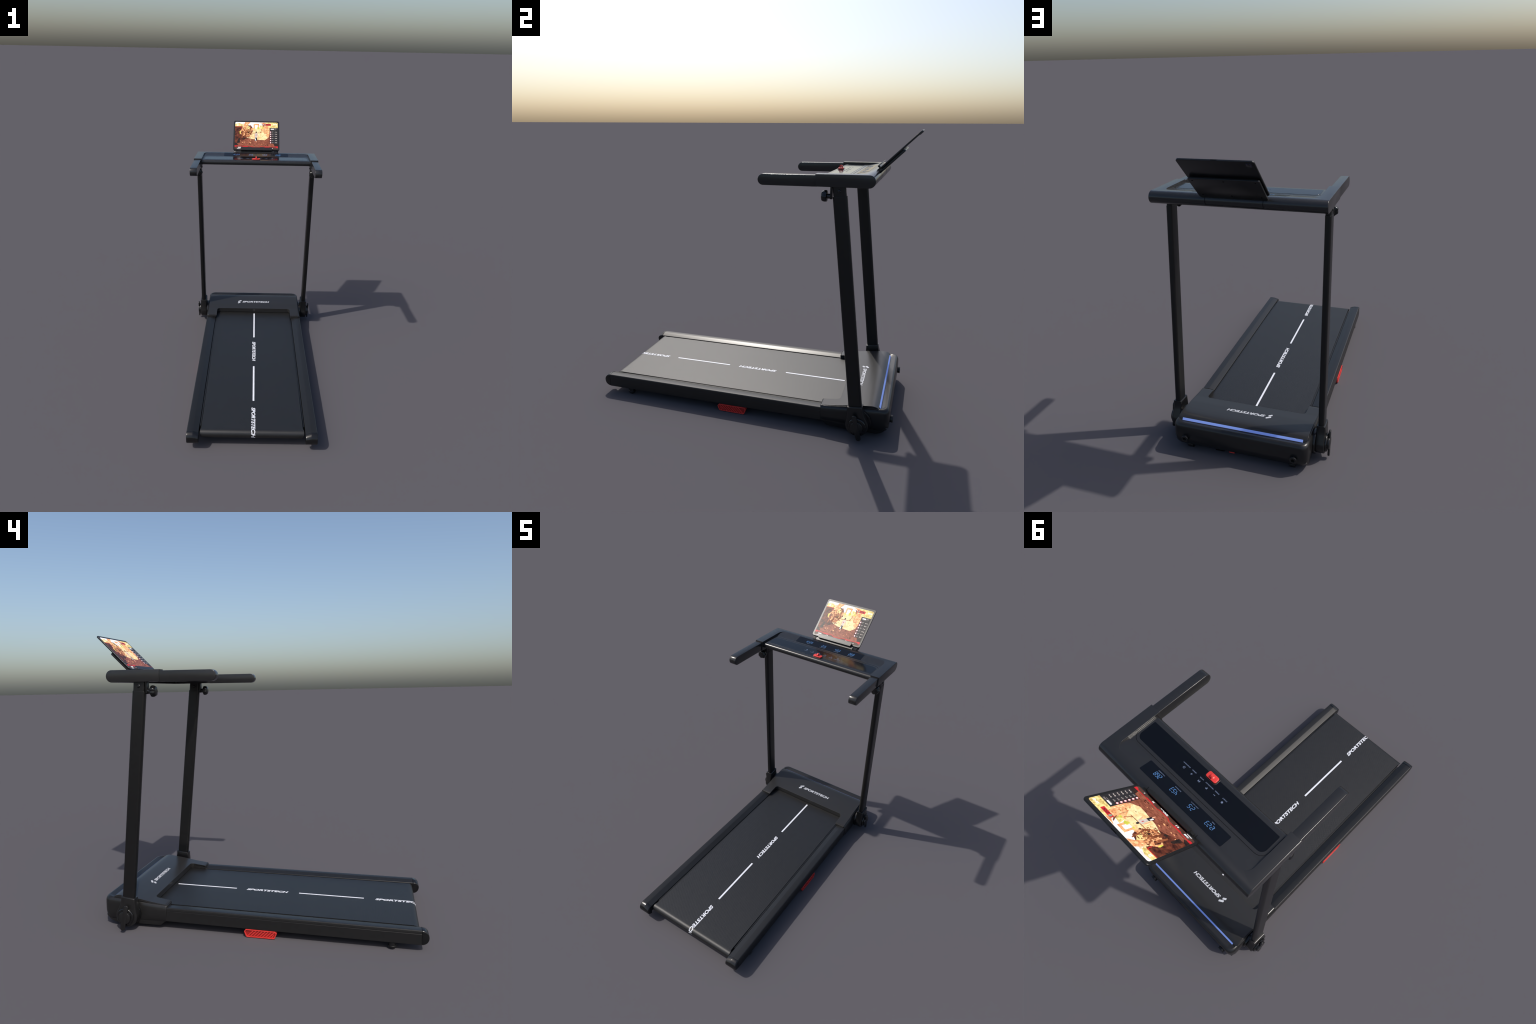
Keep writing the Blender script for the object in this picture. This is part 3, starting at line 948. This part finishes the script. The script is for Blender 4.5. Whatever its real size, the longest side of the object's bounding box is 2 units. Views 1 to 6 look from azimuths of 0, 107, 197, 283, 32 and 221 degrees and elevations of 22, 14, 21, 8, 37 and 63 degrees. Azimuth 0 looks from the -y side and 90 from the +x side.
piece("picture_gully", [[(330, 1000), (380, 860), (440, 860), (430, 1070), (320, 1080)], [(205, 560), (245, 600), (235, 680), (205, 660)], [(560, 880), (640, 850), (660, 900), (600, 930)], [(200, 1060), (300, 1090), (380, 1150), (320, 1180), (200, 1180)],
                        [(1860, 1090), (2060, 1080), (2060, 1210), (1900, 1200)], [(760, 600), (810, 600), (800, 660), (770, 660)]], 7, P["dark"], 0.0010)

# scattered shards: rubble and thicket on the left, pale streaks on the bare earth, pebbles on the trail
def shards(name, n, x0, x1, y0, y1, rmin, rmax, flat, layer, mat, seed):
    rnd = random.Random(seed)
    polys = []
    for _ in range(n):
        cx, cy, r = rnd.uniform(x0, x1), rnd.uniform(y0, y1), rnd.uniform(rmin, rmax)
        a0 = rnd.uniform(0, 6.28)
        m = rnd.randint(3, 5)
        polys.append([(cx + r * math.cos(a0 + 6.283 * k / m) * rnd.uniform(0.6, 1.2), cy + flat * r * math.sin(a0 + 6.283 * k / m) * rnd.uniform(0.6, 1.2)) for k in range(m)])
    piece(name, polys, layer, mat)


shards("picture_rubble", 46, 560, 960, 440, 800, 12, 40, 1.3, 6, P["rock"], 11)
shards("picture_thicket", 44, 560, 940, 420, 840, 10, 36, 1.4, 7, P["crack"], 12)
shards("picture_scrub", 14, 640, 920, 430, 640, 8, 22, 1.0, 7, P["gold"], 13)
shards("picture_earth_streak", 26, 420, 1640, 930, 1170, 18, 60, 0.35, 4, P["shade"], 14)
shards("picture_pale_stone", 14, 430, 1500, 930, 1160, 14, 40, 0.5, 5, P["rock"], 15)
shards("picture_trail_stone", 30, 980, 1600, 520, 880, 8, 26, 0.6, 5, P["gold"], 16)
shards("picture_wall_block", 24, 1440, 1660, 250, 800, 12, 34, 1.0, 6, P["sand"], 17)
shards("picture_arch_block", 14, 520, 760, 220, 480, 14, 36, 1.0, 6, P["sand"], 18)

# generic runner seen from behind
piece("runner_arms", [[(1035, 700), (1060, 690), (1060, 850), (1042, 870), (1028, 780)], [(1185, 690), (1205, 720), (1240, 815), (1220, 820), (1180, 740)], [(1110, 955), (1150, 955), (1135, 1040), (1118, 1040)]], 8, P["skin"])
piece("runner_shirt", [[(1052, 690), (1080, 655), (1165, 655), (1195, 690), (1165, 740), (1160, 845), (1078, 845), (1075, 740)]], 9, P["grey"])
piece("runner_head", [blob(1121, 610, 26, 36)], 9, P["navy"])
piece("runner_shorts", [[(1076, 842), (1162, 842), (1158, 965), (1118, 965), (1110, 975), (1055, 975), (1066, 900)]], 10, P["navy"])
piece("runner_stripe", [[(1080, 880), (1105, 870), (1112, 960), (1072, 962)]], 11, P["ink"])
piece("runner_number", [[(1105, 720), (1135, 700), (1130, 748), (1108, 742)]], 11, P["red"])

# overlay panels and their lettering
piece("score_panel", [box(1692, 412, 2060, 1085)], 8, P["hud"])
piece("footer_panel", [[(150, 1215), (320, 1218), (900, 1222), (990, 1262), (1240, 1262), (1300, 1228), (2060, 1240), (2060, 1330), (150, 1330)]], 8, P["hudb"])
piece("footer_line", [[(150, 1178), (300, 1178), (330, 1195), (560, 1200), (760, 1200), (940, 1205), (1000, 1240), (1240, 1240), (1300, 1216), (1500, 1214), (1700, 1218), (1900, 1214), (1935, 1196), (2070, 1196), (2070, 1262), (1990, 1262), (1940, 1232),
                       (1680, 1232), (1690, 1250), (1470, 1250), (1490, 1230), (1310, 1228), (1250, 1258), (985, 1258), (925, 1218), (760, 1216), (780, 1236), (560, 1236), (545, 1216), (320, 1212), (280, 1240), (150, 1240)]], 9, P["red"])
piece("sponsor_plate", [box(1432, 234, 1750, 320)], 8, P["red"])
piece("sponsor_globe", [blob(1490, 276, 32, 38)], 9, P["teal"])
piece("rank_frame", [[(222, 362), (505, 350), (505, 368), (222, 378)], [(480, 352), (505, 352), (500, 470), (485, 470)], [(240, 215), (500, 212), (500, 217), (240, 220)]], 9, P["red"])
piece("rank_box", [[(250, 378), (485, 372), (485, 462), (250, 462)]], 8, P["shade"])
piece("score_pill", [[(1745, 446), (1870, 446), (1880, 463), (1870, 484), (1745, 484), (1735, 463)]], 9, P["ink"])
piece("score_rows", [box(1790, 576 + 91 * i, 1862, 584 + 91 * i) for i in range(6)] + [box(1800, 600 + 91 * i, 1840, 604 + 91 * i) for i in range(6)] + [box(1920, 574 + 91 * i, 1950, 600 + 91 * i) for i in range(6)]
      + [box(1970, 580 + 91 * i, 2006, 600 + 91 * i) for i in range(6)] + [box(1895, 440, 1985, 446), box(1895, 462, 1985, 470), box(1760, 498, 1960, 501)], 9, P["grey"])
piece("score_badge_rim", [blob(1735, 592 + 91 * i, 30, 32) for i in range(6)], 9, P["red"])
piece("score_badge", [blob(1737, 592 + 91 * i, 21, 23) for i in range(6)], 10, P["ink"])


def screen_text(body, x0, x1, y0, y1, layer, mat, bold=0.03, shear=0.15):
    (ua, va), (ub, vb) = sp(x0, y1), sp(x1, y0)
    bm = text_bm(body, width=ub - ua, height=vb - va, depth=0.00008, bold=bold, shear=shear)
    map_bm(bm, lambda c: tab(Vector((ua + c.x, va + c.y, 0.00010 + 0.00004 * layer + c.z))))
    finish(bm, "screen_lettering", mat, screen, smooth=0)


screen_text("STOK", 1550, 1710, 252, 304, 9, P["navy"])
screen_text("25:45", 1840, 2010, 240, 290, 9, P["ink"])
screen_text("22", 290, 360, 270, 335, 9, P["ink"])
screen_text("18:08", 360, 492, 1240, 1284, 9, P["ink"])
screen_text("Distance", 322, 470, 1300, 1326, 9, P["ink"])
screen_text("6.3", 680, 765, 1246, 1290, 9, P["ink"])
screen_text("Distance", 1050, 1195, 1266, 1294, 9, P["ink"])
screen_text("30", 1475, 1540, 1262, 1300, 9, P["ink"])
screen_text("4", 1795, 1822, 1268, 1304, 9, P["ink"])
piece("footer_bars", [box(1060 + 62 * i, 1300, 1110 + 62 * i, 1314) for i in range(4)], 10, P["ink"])
